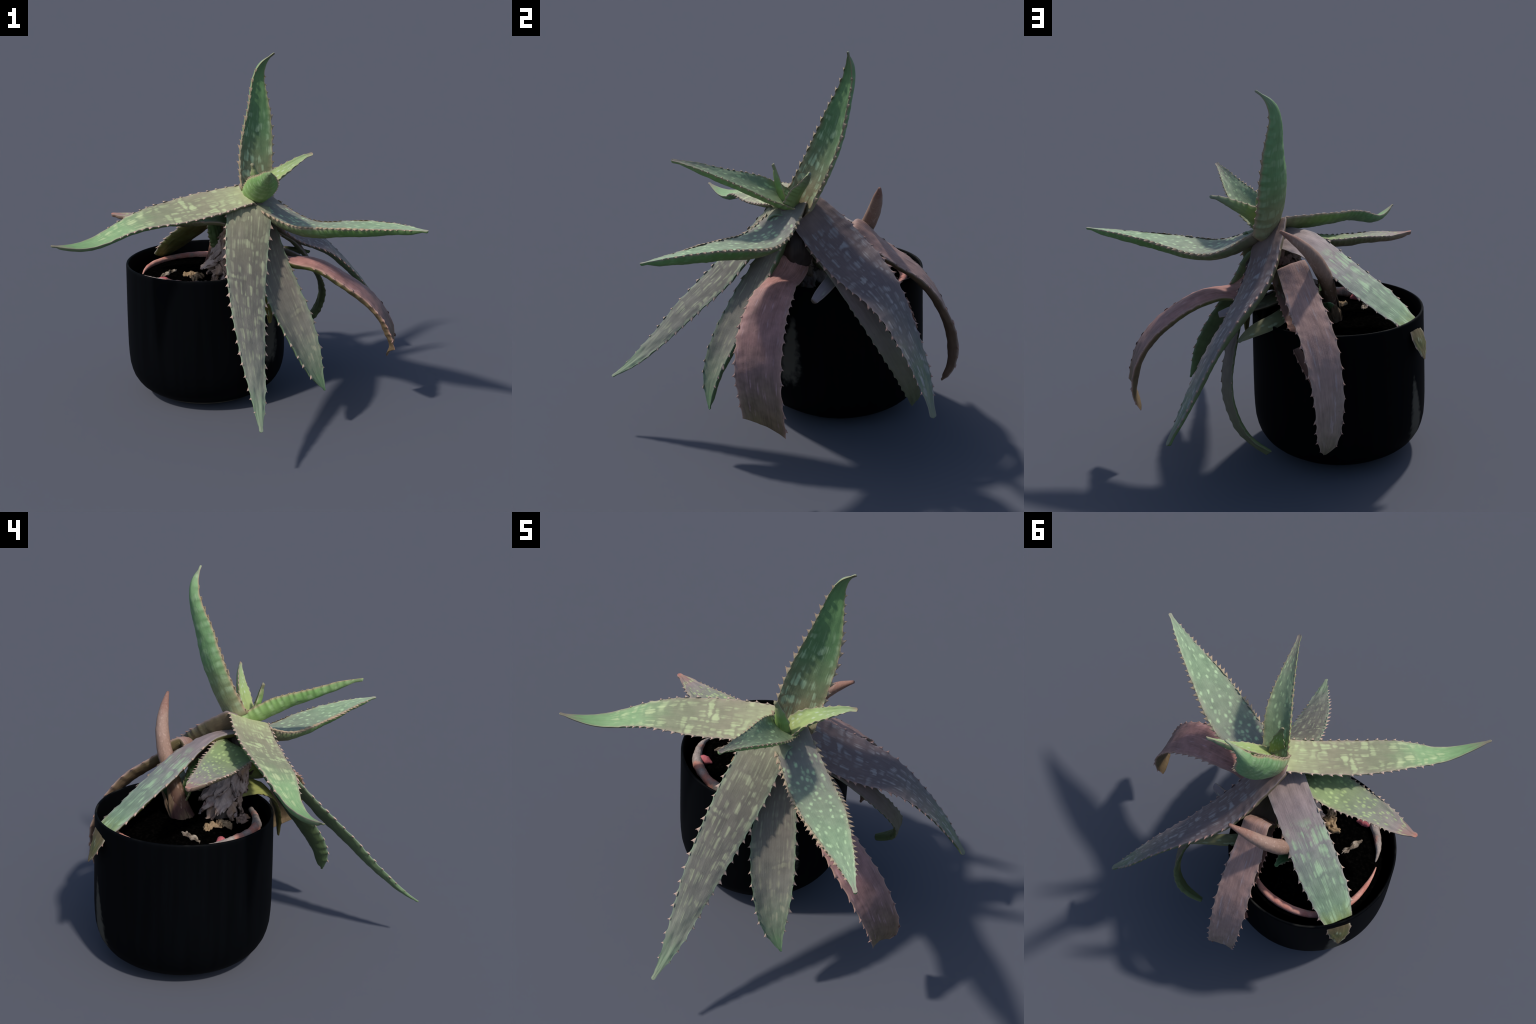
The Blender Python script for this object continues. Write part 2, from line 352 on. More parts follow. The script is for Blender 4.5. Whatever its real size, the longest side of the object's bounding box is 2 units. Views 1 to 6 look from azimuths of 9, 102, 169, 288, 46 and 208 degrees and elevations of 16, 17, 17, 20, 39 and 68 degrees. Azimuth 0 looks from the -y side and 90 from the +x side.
# ----------------------------------------------------------------------------- leaf curves (control points)
CURVES = {
    'A': dict(
        spine=[(0.010, 0.104, 1.257), (-0.008, 0.161, 1.372), (-0.008, 0.217, 1.485), (-0.000, 0.262, 1.597), (-0.000, 0.298, 1.704), (-0.007, 0.331, 1.803), (-0.006, 0.354, 1.891), (0.023, 0.361, 1.956), (0.084, 0.362, 1.997)],
        side=[(-0.080, -0.077, 0.025), (-0.086, -0.072, 0.028), (-0.083, -0.071, 0.030), (-0.070, -0.067, 0.026), (-0.054, -0.053, 0.019), (-0.039, -0.036, 0.013), (-0.025, -0.023, 0.011), (-0.011, -0.013, 0.008), (0.000, -0.000, 0.000)]),
    'B': dict(
        spine=[(-0.050, 0.025, 1.253), (-0.196, -0.052, 1.228), (-0.332, -0.136, 1.202), (-0.460, -0.224, 1.190), (-0.577, -0.308, 1.173), (-0.683, -0.382, 1.128), (-0.777, -0.460, 1.084), (-0.861, -0.550, 1.081), (-0.950, -0.633, 1.113)],
        side=[(0.048, -0.089, -0.031), (0.059, -0.093, -0.039), (0.065, -0.093, -0.040), (0.063, -0.085, -0.034), (0.053, -0.068, -0.021), (0.041, -0.047, -0.014), (0.029, -0.030, -0.012), (0.016, -0.016, -0.007), (0.000, -0.000, 0.000)]),
    'C': dict(
        spine=[(-0.013, -0.061, 1.175), (-0.013, -0.152, 1.038), (-0.007, -0.250, 0.908), (0.013, -0.363, 0.791), (0.040, -0.481, 0.679), (0.072, -0.593, 0.564), (0.104, -0.698, 0.449), (0.137, -0.805, 0.345), (0.162, -0.925, 0.270)],
        side=[(-0.118, -0.015, 0.013), (-0.111, -0.036, 0.025), (-0.098, -0.050, 0.033), (-0.085, -0.052, 0.033), (-0.074, -0.048, 0.029), (-0.058, -0.041, 0.024), (-0.042, -0.029, 0.018), (-0.025, -0.014, 0.011), (-0.001, -0.000, 0.000)]),
    'D': dict(
        spine=[(0.014, 0.062, 1.229), (0.122, 0.027, 1.166), (0.223, -0.012, 1.113), (0.328, -0.063, 1.103), (0.440, -0.127, 1.123), (0.558, -0.201, 1.143), (0.687, -0.272, 1.156), (0.820, -0.350, 1.169), (0.949, -0.441, 1.175)],
        side=[(-0.040, -0.082, -0.016), (-0.039, -0.093, 0.000), (-0.044, -0.101, 0.009), (-0.052, -0.104, 0.011), (-0.054, -0.097, 0.005), (-0.045, -0.080, -0.003), (-0.032, -0.054, -0.008), (-0.017, -0.027, -0.005), (-0.000, -0.000, -0.000)]),
    'E': dict(
        spine=[(0.017, 0.050, 1.247), (0.042, 0.067, 1.286), (0.072, 0.087, 1.320), (0.107, 0.108, 1.348), (0.147, 0.130, 1.371), (0.188, 0.152, 1.394), (0.228, 0.173, 1.420), (0.270, 0.191, 1.441), (0.313, 0.205, 1.453)],
        side=[(0.039, -0.027, -0.014), (0.038, -0.024, -0.018), (0.033, -0.023, -0.019), (0.026, -0.022, -0.017), (0.020, -0.018, -0.016), (0.015, -0.013, -0.015), (0.010, -0.009, -0.012), (0.005, -0.006, -0.008), (0.000, -0.000, -0.000)]),
    'F': dict(
        spine=[(-0.017, 0.105, 1.226), (0.012, 0.033, 1.266), (0.045, -0.035, 1.307), (0.076, -0.106, 1.345), (0.100, -0.181, 1.375), (0.120, -0.260, 1.404), (0.138, -0.344, 1.433), (0.154, -0.431, 1.459), (0.170, -0.519, 1.480)],
        side=[(-0.060, -0.013, 0.023), (-0.066, -0.011, 0.032), (-0.070, -0.011, 0.035), (-0.069, -0.011, 0.031), (-0.061, -0.009, 0.022), (-0.047, -0.007, 0.013), (-0.032, -0.004, 0.009), (-0.017, -0.001, 0.006), (-0.000, 0.000, 0.000)]),
    'H': dict(
        spine=[(-0.251, 0.020, 1.145), (-0.328, 0.029, 1.131), (-0.406, 0.031, 1.124), (-0.484, 0.030, 1.124), (-0.562, 0.030, 1.125), (-0.638, 0.036, 1.122), (-0.711, 0.046, 1.119), (-0.777, 0.052, 1.120), (-0.834, 0.049, 1.127)],
        side=[(-0.009, -0.113, -0.023), (-0.005, -0.109, -0.015), (-0.002, -0.101, -0.013), (-0.001, -0.089, -0.013), (-0.003, -0.076, -0.009), (-0.005, -0.062, -0.003), (-0.004, -0.047, -0.001), (-0.001, -0.027, -0.002), (-0.000, -0.000, -0.000)]),
    'I': dict(
        spine=[(-0.104, 0.134, 1.173), (-0.169, 0.195, 1.166), (-0.235, 0.246, 1.134), (-0.303, 0.293, 1.082), (-0.373, 0.344, 1.022), (-0.444, 0.398, 0.958), (-0.520, 0.449, 0.894), (-0.593, 0.501, 0.830), (-0.661, 0.557, 0.765)],
        side=[(-0.074, -0.075, 0.025), (-0.072, -0.073, 0.031), (-0.070, -0.075, 0.027), (-0.070, -0.082, 0.017), (-0.073, -0.086, 0.013), (-0.075, -0.086, 0.016), (-0.074, -0.081, 0.016), (-0.066, -0.073, 0.010), (-0.051, -0.063, 0.000)]),
    'J': dict(
        spine=[(-0.084, 0.288, 0.921), (-0.055, 0.274, 1.047), (-0.055, 0.320, 1.127), (-0.069, 0.415, 1.094), (-0.086, 0.501, 0.993), (-0.093, 0.624, 0.920), (-0.114, 0.742, 0.835), (-0.124, 0.832, 0.711), (-0.129, 0.900, 0.577), (-0.121, 0.921, 0.430), (-0.115, 0.916, 0.303), (-0.110, 0.846, 0.239)],
        side=[(0.039, 0.025, -0.006), (0.056, 0.016, -0.010), (0.070, 0.008, -0.010), (0.074, -0.005, -0.023), (0.081, -0.003, -0.016), (0.085, 0.000, -0.014), (0.088, 0.009, -0.003), (0.086, 0.010, 0.001), (0.076, 0.016, 0.006), (0.068, 0.013, 0.005), (0.050, 0.004, 0.002), (0.000, 0.000, -0.000)]),
    'K': dict(
        spine=[(-0.028, 0.082, 1.235), (0.033, 0.211, 1.132), (0.100, 0.326, 1.026), (0.188, 0.439, 0.946), (0.289, 0.548, 0.882), (0.392, 0.636, 0.788), (0.489, 0.716, 0.665), (0.580, 0.792, 0.531), (0.668, 0.831, 0.391)],
        side=[(0.064, -0.062, -0.046), (0.066, -0.081, -0.056), (0.071, -0.092, -0.057), (0.059, -0.090, -0.057), (0.037, -0.074, -0.046), (0.024, -0.056, -0.026), (0.017, -0.043, -0.011), (0.010, -0.029, -0.004), (0.000, -0.002, -0.000)]),
    'L': dict(
        spine=[(0.089, 0.077, 0.928), (0.147, 0.062, 0.872), (0.214, 0.038, 0.869), (0.296, 0.039, 0.869), (0.389, 0.025, 0.842), (0.482, 0.012, 0.796), (0.571, 0.006, 0.742), (0.653, 0.012, 0.674), (0.725, 0.017, 0.595), (0.771, 0.032, 0.501), (0.791, 0.053, 0.405), (0.765, 0.055, 0.329)],
        side=[(0.020, -0.075, 0.042), (-0.006, -0.071, 0.031), (-0.012, -0.077, 0.002), (-0.007, -0.093, 0.000), (-0.011, -0.099, 0.005), (-0.008, -0.105, 0.004), (0.000, -0.112, 0.001), (0.002, -0.111, -0.006), (0.001, -0.109, -0.007), (-0.012, -0.107, 0.020), (-0.012, -0.106, 0.046), (0.023, -0.098, 0.058)]),
    'M': dict(
        spine=[(0.060, -0.008, 1.051), (0.099, -0.070, 0.934), (0.145, -0.130, 0.822), (0.199, -0.184, 0.715), (0.257, -0.233, 0.612), (0.311, -0.279, 0.514), (0.352, -0.312, 0.417), (0.387, -0.321, 0.323), (0.423, -0.306, 0.237)],
        side=[(-0.066, -0.044, -0.001), (-0.071, -0.058, 0.002), (-0.079, -0.071, -0.000), (-0.082, -0.076, -0.004), (-0.076, -0.076, -0.005), (-0.061, -0.070, -0.005), (-0.045, -0.054, -0.008), (-0.025, -0.029, -0.008), (-0.000, -0.000, -0.000)]),
    'N': dict(
        spine=[(0.226, 0.380, 0.858), (0.268, 0.455, 0.769), (0.307, 0.528, 0.681), (0.332, 0.592, 0.592), (0.335, 0.648, 0.504), (0.316, 0.689, 0.417), (0.279, 0.715, 0.337), (0.221, 0.725, 0.271), (0.147, 0.717, 0.218)],
        side=[(0.017, -0.036, -0.019), (0.021, -0.035, -0.018), (0.023, -0.035, -0.018), (0.020, -0.036, -0.020), (0.016, -0.036, -0.021), (0.014, -0.035, -0.018), (0.011, -0.033, -0.014), (0.010, -0.026, -0.011), (0.012, -0.013, -0.012)]),
}

# ----------------------------------------------------------------------------- palette
GREY = srgb(112, 112, 102); SPOT = srgb(178, 190, 158); GREEN = srgb(98, 142, 104)
PINKISH = srgb(164, 144, 130)

plant = bpy.data.objects.new('potted_aloe', None)
bpy.context.scene.collection.objects.link(plant)
plant['label'] = 'drooping spotted aloe with toothed leaves in a round black pot'
plant['category'] = 'potted plant'
plant.location = (0, 0, 0)

# ----------------------------------------------------------------------------- pot
PX, PY, RIM_Z = -0.345, 0.260, 0.806
def lathe(profile, seg=160, wobble=0.0):
    V, F = [], []
    for r, z in profile:
        for k in range(seg):
            a = 2 * PI * k / seg
            rr = r + wobble * n3(math.cos(a) * 1.3, math.sin(a) * 1.3, z * 2)
            V.append((PX + rr * math.cos(a), PY + rr * math.sin(a), z))
    for i in range(len(profile) - 1):
        for k in range(seg):
            F.append((i * seg + k, i * seg + (k + 1) % seg, (i + 1) * seg + (k + 1) % seg, (i + 1) * seg + k))
    F.append(tuple(range(seg))[::-1])
    F.append(tuple((len(profile) - 1) * seg + k for k in range(seg)))
    return V, F

def pot_material():
    N = Nodes('black_glazed_pot')
    o = N.separate(N.coord('Object'))
    dx, dy, z = N.math('SUBTRACT', o[0], PX), N.math('SUBTRACT', o[1], PY), o[2]
    ang = N.math('ARCTAN2', dy, dx)
    flat = N.combine(N.math('MULTIPLY', ang, 6.0), N.math('MULTIPLY', z, 0.6), 0.0)
    vert = N.noise(flat, 2.2, 3.0)
    col = N.mix(vert, (0.0009, 0.0010, 0.0012), (0.0028, 0.0035, 0.0047))
    grain = N.noise(N.combine(N.math('MULTIPLY', ang, 0.47), z, 0.0), 30.0, 4.0)
    def reflection_patch(a0, z0, da, dz, lean, strength):
        """A soft, ragged, slanting baked-in smear centred on angle a0 and height z0."""
        u = N.math('DIVIDE', N.math('SUBTRACT', N.math('ADD', ang, N.math('MULTIPLY', N.math('SUBTRACT', z, z0), lean)), a0), da)
        w = N.math('DIVIDE', N.math('SUBTRACT', z, z0), dz)
        # pointed above, broad below
        u = N.math('DIVIDE', u, N.math('MAXIMUM', N.math('SUBTRACT', 0.75, N.math('MULTIPLY', w, 0.5)), 0.08))
        rr = N.math('SQRT', N.math('ADD', N.math('MULTIPLY', u, u), N.math('POWER', N.math('ABSOLUTE', w), 3.0)))
        rr = N.math('ADD', rr, N.math('MULTIPLY', N.math('SUBTRACT', grain, 0.5), 1.1))
        return N.math('MULTIPLY', N.math('SUBTRACT', 1.0, N.range(rr, 0.45, 1.15)), strength)
    baked_reflection = N.math('MAXIMUM', reflection_patch(2.36, 0.29, 0.15, 0.20, 0.25, 1.0), reflection_patch(-0.45, 0.44, 0.16, 0.20, -0.2, 1.0))
    baked_reflection = N.math('MAXIMUM', baked_reflection, reflection_patch(2.44, 0.10, 0.10, 0.10, 0.3, 0.7))
    ring = N.math('MULTIPLY', N.range(N.math('ADD', z, N.math('MULTIPLY', N.math('SUBTRACT', grain, 0.5), 0.012)), 0.006, 0.012),
                  N.math('SUBTRACT', 1.0, N.range(z, 0.022, 0.046)))
    where = N.math('MAXIMUM', N.range(N.math('COSINE', N.math('SUBTRACT', ang, -1.55)), 0.15, 0.7),
                   N.range(N.math('COSINE', N.math('SUBTRACT', ang, 2.9)), 0.3, 0.8))
    baked_reflection = N.math('MAXIMUM', baked_reflection, N.math('MULTIPLY', N.math('MULTIPLY', ring, where), 0.9))
    col = N.mix(N.math('MULTIPLY', baked_reflection, 0.85), col, srgb(86, 82, 74))
    col = N.mix(N.math('MULTIPLY', N.math('MULTIPLY', ring, where), 0.6), col, srgb(128, 122, 110))  # foot ring lightened further to paint the highlight along the pot's bottom edge
    # pale broken patches along the lip
    lip = N.math('MULTIPLY', N.range(z, RIM_Z - 0.006, RIM_Z), N.range(N.noise(N.combine(ang, z, 0.0), 3.5, 2.0), 0.5, 0.7))
    col = N.mix(N.math('MULTIPLY', lip, 0.35), col, srgb(70, 68, 62))
    return N.finish(col, 0.6, 0.03)

prof = [(0.255, 0.0), (0.288, 0.0015), (0.311, 0.010), (0.330, 0.020), (0.348, 0.030), (0.371, 0.045), (0.394, 0.060), (0.416, 0.080),
        (0.431, 0.100), (0.448, 0.130), (0.458, 0.160), (0.4665, 0.20), (0.470, 0.25), (0.4715, 0.31), (0.4705, 0.42), (0.468, 0.55), (0.4645, 0.70),
        (0.4625, 0.780), (0.4620, 0.797), (0.4600, 0.8035), (0.4560, 0.8060), (0.4510, 0.8050), (0.4480, 0.8005),
        (0.4475, 0.79), (0.4470, 0.74), (0.447, 0.46), (0.30, 0.458)]
V, F = lathe(prof, wobble=0.0015)
pot = add('pot', make_mesh('pot', V, F, pot_material()), plant)

# ----------------------------------------------------------------------------- soil
def soil_material():
    N = Nodes('wet_black_soil')
    p = N.coord('Object')
    a = N.noise(p, 60.0, 5.0, 0.65)
    d, c = N.voronoi(p, 45.0)
    col = N.mix(N.range(a, 0.45, 0.75), (0.0006, 0.0006, 0.0006), (0.0035, 0.003, 0.0026))
    fleck = N.math('MULTIPLY', N.math('SUBTRACT', 1.0, N.range(d, 0.06, 0.12)), N.range(N.separate(c)[0], 0.93, 0.95))
    col = N.mix(N.math('MULTIPLY', fleck, 0.6), col, srgb(70, 62, 50))
    N.bump(a, 0.5, 0.01)
    return N.finish(col, 1.0, 0.0)

SOIL_Z = 0.738
def soil_height(x, y):
    r = math.hypot(x - PX, y - PY)
    drop = 0.20 * float(smoothstep(0.395, 0.425, r)) + 0.026 * float(smoothstep(0.15, 0.38, r))
    return SOIL_Z + 0.011 - drop + 0.006 * n3(x * 7, y * 7, 0) + 0.0045 * n3(x * 22, y * 22, 3) + 0.003 * n3(x * 60, y * 60, 5)
V, F, rings, seg = [], [], 60, 150
for i in range(rings + 1):
    r = 0.4475 * i / rings
    for k in range(seg):
        a = 2 * PI * k / seg
        x, y = PX + r * math.cos(a), PY + r * math.sin(a)
        V.append((x, y, soil_height(x, y)))
for i in range(rings):
    for k in range(seg):
        F.append((i * seg + k, (i + 1) * seg + k, (i + 1) * seg + (k + 1) % seg, i * seg + (k + 1) % seg))
base = len(V)
for k in range(seg):
    V.append((PX + 0.4475 * math.cos(2 * PI * k / seg), PY + 0.4475 * math.sin(2 * PI * k / seg), 0.50))
for k in range(seg):
    F.append((rings * seg + k, base + k, base + (k + 1) % seg, rings * seg + (k + 1) % seg))
soil = add('soil', make_mesh('soil', V, F, soil_material()), plant)

# ----------------------------------------------------------------------------- tubes: stem, roots, shoot
def tube(ctrl, radii, name, mat, parent, seg=20, n=60, rough=0.0, freq=18, flat=1.0, kind=None, closed=True):
    t = np.linspace(0, 1, n)
    C = bspline(ctrl, t)
    R = np.interp(t, np.linspace(0, 1, len(radii)), radii)
    T = unit(np.gradient(C, axis=0))
    ref = np.array((0, 0, 1.0)) if abs(T[0][2]) < 0.8 else np.array((1.0, 0, 0))
    U = unit(np.cross(ref, T[0]))
    V, F = [], []
    for i in range(n):
        U = unit(U - (U @ T[i]) * T[i]); B = np.cross(T[i], U)
        for k in range(seg):
            a = 2 * PI * k / seg
            d = U * math.cos(a) + B * math.sin(a) * flat
            p = C[i] + d * R[i]
            q = 1 + rough * (n3(*(p * freq)) + 0.5 * n3(*(p * freq * 2.7)))
            V.append(C[i] + d * R[i] * q)
    for i in range(n - 1):
        for k in range(seg):
            F.append((i * seg + k, i * seg + (k + 1) % seg, (i + 1) * seg + (k + 1) % seg, (i + 1) * seg + k))
    F.append(tuple(range(seg))[::-1]); F.append(tuple((n - 1) * seg + k for k in range(seg)))
    return add(name, make_mesh(name, V, F, mat), parent, kind)

def mottled(name, a, b, c=None, scale=18.0, stretch=(1, 1, 1), rough=0.75, bump=0.3, spec=0.15):
    N = Nodes(name)
    p = N.separate(N.coord('Object'))
    v = N.combine(*[N.math('MULTIPLY', p[i], stretch[i]) for i in range(3)])
    f = N.noise(v, scale, 4.0, 0.6)
    col = N.mix(N.range(f, 0.34, 0.66), a, b)
    if c:
        col = N.mix(N.range(N.noise(v, scale * 0.6, 3.0), 0.52, 0.66), col, c)
    fine = N.noise(v, scale * 7, 4.0)
    k = N.math('MULTIPLY_ADD', N.math('SUBTRACT', fine, 0.5), 0.5, 1.0)
    col = N.mix(1.0, col, N.combine(k, k, k), 'MULTIPLY')
    N.bump(fine, bump, 0.006)
    return N.finish(col, rough, spec)

stem_mat = mottled('dry_stem', srgb(84, 74, 66), srgb(116, 104, 98), srgb(70, 66, 48), 16.0, (1, 1, 0.4))
STEM = [(-0.210, 0.126, 0.69), (-0.196, 0.118, 0.80), (-0.152, 0.094, 0.91), (-0.104, 0.076, 1.01), (-0.056, 0.064, 1.12), (-0.015, 0.058, 1.225)]
tube(STEM, [0.064, 0.064, 0.062, 0.064, 0.072, 0.070], 'stem', stem_mat, plant, seg=32, n=60, rough=0.18, freq=11)

# papery dead leaf sheaths around the stem
sheath_mats = [mottled('papery_sheath_lilac', srgb(156, 138, 132), srgb(180, 162, 156), srgb(162, 128, 122), 22.0, (1, 1, 0.5), 0.85),  # sheath colours lightened to offset the shade under the crown
               mottled('papery_sheath_brown', srgb(138, 116, 104), srgb(166, 144, 132), srgb(156, 128, 104), 22.0, (1, 1, 0.5), 0.85)]
def sheath(t, ang, length, width, flare, mat, droop=0.0, lift=0.0):
    C = bspline(STEM, [t])[0]
    D = unit(bspline(STEM, [min(t + 0.03, 1)])[0] - bspline(STEM, [max(t - 0.03, 0)])[0])
    X = unit(np.cross(D, (0, 1.0, 0.1))); Y = np.cross(D, X)
    r0 = 0.070
    nu, nv = 14, 16
    V, sd = [], rng.uniform(0, 90)
    for sgn in (1, 0):
        for i in range(nv):
            v = i / (nv - 1)
            for j in range(nu):
                u = j / (nu - 1) * 2 - 1
                w = width * (1 - 0.72 * v ** 2.2) * (1 + 0.18 * n3(v * 5, sd, 1))
                a = ang + u * w / r0 * 0.75 + 0.3 * n3(v * 2.2, sd, 6)
                rr = r0 + 0.004 + flare * v ** 1.5 + 0.010 * (1 - u * u) * (0.3 + v) + 0.024 * n3(u * 1.8 + sd, v * 3.2, 2) + 0.009 * n3(u * 5 + sd, v * 8, 5)
                rr -= (1 - sgn) * 0.0035
                ragged = 0.03 * n3(u * 4 + sd, 0, 9) * v
                V.append(C + (X * math.cos(a) + Y * math.sin(a)) * rr - D * (length * v * (1 - 0.18 * u * u) + ragged) - np.array((0, 0, droop * v * v)) )
    F, o = [], nu * nv
    for i in range(nv - 1):
        for j in range(nu - 1):
            a = i * nu + j
            F.append((a, a + nu, a + nu + 1, a + 1)); F.append((o + a, o + a + 1, o + a + nu + 1, o + a + nu))
    for i in range(nv - 1):
        a = i * nu; F.append((a, o + a, o + a + nu, a + nu))
        a = i * nu + nu - 1; F.append((a, a + nu, o + a + nu, o + a))
    for j in range(nu - 1):
        F.append((j, j + 1, o + j + 1, o + j))
        a = (nv - 1) * nu + j; F.append((a, o + a, o + a + 1, a + 1))
    for k, p in enumerate(V):
        if p[2] < SOIL_Z + 0.004:
            V[k] = np.array((p[0], p[1], SOIL_Z + 0.004 + 0.02 * (SOIL_Z - p[2])))
    add('dead_sheath', make_mesh('dead_sheath', V, F, mat), plant)
for k in range(30):
    q = k / 29
    t = 0.15 + 0.76 * q + rng.uniform(-0.03, 0.03)
    sheath(t, k * 2.399 + rng.uniform(-.3, .3), rng.uniform(0.07, 0.17) * (1.1 - 0.3 * q), rng.uniform(0.036, 0.085), rng.uniform(0.010, 0.045) * (1.25 - q),
           sheath_mats[k % 3 == 0], droop=rng.uniform(0, 0.02))

# ----------------------------------------------------------------------------- side shoot
def shoot_material():
    N = Nodes('side_shoot_skin')
    o = N.coord('Object'); p = N.separate(o)
    v = N.combine(p[0], p[1], N.math('MULTIPLY', p[2], 0.35))
    f = N.noise(v, 16.0, 4.0, 0.6)
    h = N.math('ADD', p[2], N.math('MULTIPLY', N.math('SUBTRACT', f, 0.5), 0.25))
    col = N.ramp(N.range(h, 0.74, 1.34), [(0.0, srgb(88, 62, 56)), (0.30, srgb(112, 88, 70)), (0.55, srgb(138, 110, 96)), (0.9, srgb(152, 125, 112)), (1.0, srgb(140, 104, 92))])
    pale = N.noise(v, 60.0, 3.0)
    col = N.mix(N.math('MULTIPLY', N.range(pale, 0.55, 0.72), 0.4), col, srgb(190, 164, 150))
    k = N.math('MULTIPLY_ADD', N.math('SUBTRACT', N.noise(v, 140.0, 4.0), 0.5), 0.5, 1.0)
    col = N.mix(1.0, col, N.combine(k, k, k), 'MULTIPLY')
    N.bump(pale, 0.25, 0.006)
    return N.finish(col, 0.65, 0.2)
shoot_mat = shoot_material()
SHOOT = [(-0.287, 0.295, 0.725), (-0.295, 0.324, 0.87), (-0.258, 0.391, 0.991), (-0.196, 0.460, 1.112), (-0.113, 0.495, 1.232), (0.011, 0.515, 1.317)]
tube(SHOOT, [0.046, 0.043, 0.040, 0.038, 0.038, 0.039, 0.041, 0.040, 0.038, 0.036, 0.031, 0.024, 0.008], 'side_shoot', shoot_mat, plant, seg=28, n=90, rough=0.05, freq=16)
sheath_brown = mottled('shoot_sheath', srgb(88, 72, 58), srgb(112, 92, 74), srgb(82, 58, 56), 20.0, (1, 1, 0.3), 0.8)
for a0, h, w, f in ((3.6, 0.17, 0.050, 0.016), (2.2, 0.13, 0.055, 0.012), (5.3, 0.19, 0.06, 0.020), (0.8, 0.12, 0.05, 0.012)):
    V, F, nu, nv = [], [], 16, 18
    sd = rng.uniform(0, 50)
    for sgn in (1, 0):
        for i in range(nv):
            v = i / (nv - 1)
            c = bspline(SHOOT, [0.02 + 0.30 * v])[0]
            for j in range(nu):
                u = j / (nu - 1) * 2 - 1
                a = a0 + u * w / 0.055 * (1 - 0.55 * v * v)
                rr = 0.056 - 0.010 * v + f * (1 - v) ** 2 + 0.008 * n3(u * 3 + sd, v * 3, 2) - 0.004 * (1 - sgn)
                V.append((c[0] + rr * math.cos(a), c[1] + rr * math.sin(a), max(SOIL_Z, SOIL_Z + h * v + 0.012 * n3(u * 6, sd, 4) * (1 - v))))
    o = nu * nv
    for i in range(nv - 1):
        for j in range(nu - 1):
            a = i * nu + j
            F.append((a, a + 1, a + nu + 1, a + nu)); F.append((o + a, o + a + nu, o + a + nu + 1, o + a + 1))
    for i in range(nv - 1):
        for a, fl in ((i * nu, 0), (i * nu + nu - 1, 1)):
            q = (a, a + nu, o + a + nu, o + a)
            F.append(q if not fl else q[::-1])
    for j in range(nu - 1):
        for a, fl in ((j, 0), ((nv - 1) * nu + j, 1)):
            q = (a, o + a, o + a + 1, a + 1)
            F.append(q if not fl else q[::-1])
    add('shoot_sheath', make_mesh('shoot_sheath', V, F, sheath_brown), plant)

# ----------------------------------------------------------------------------- the leaves
def mat(top, under, **k):
    def olive(c):  # warms the greens' own colour against the bluish skylight
        r, g, b = c
        return (r + 0.18 * (g - r), g, b - 0.04 * max(g - b, 0)) if g > r * 1.05 else c
    top, under = [[(p, olive(c)) for p, c in st] for st in (top, under)]
    d = dict(top=top, under=under, spot=SPOT, margin=PINKISH)
    d.update(k)
    return d

S = srgb
olive_under = [(0.0, S(112, 110, 76)), (0.5, S(96, 104, 70)), (1.0, S(92, 108, 76))]
green_under = [(0.0, S(126, 128, 104)), (0.25, S(96, 128, 84)), (0.6, S(84, 132, 84)), (1.0, S(100, 140, 104))]

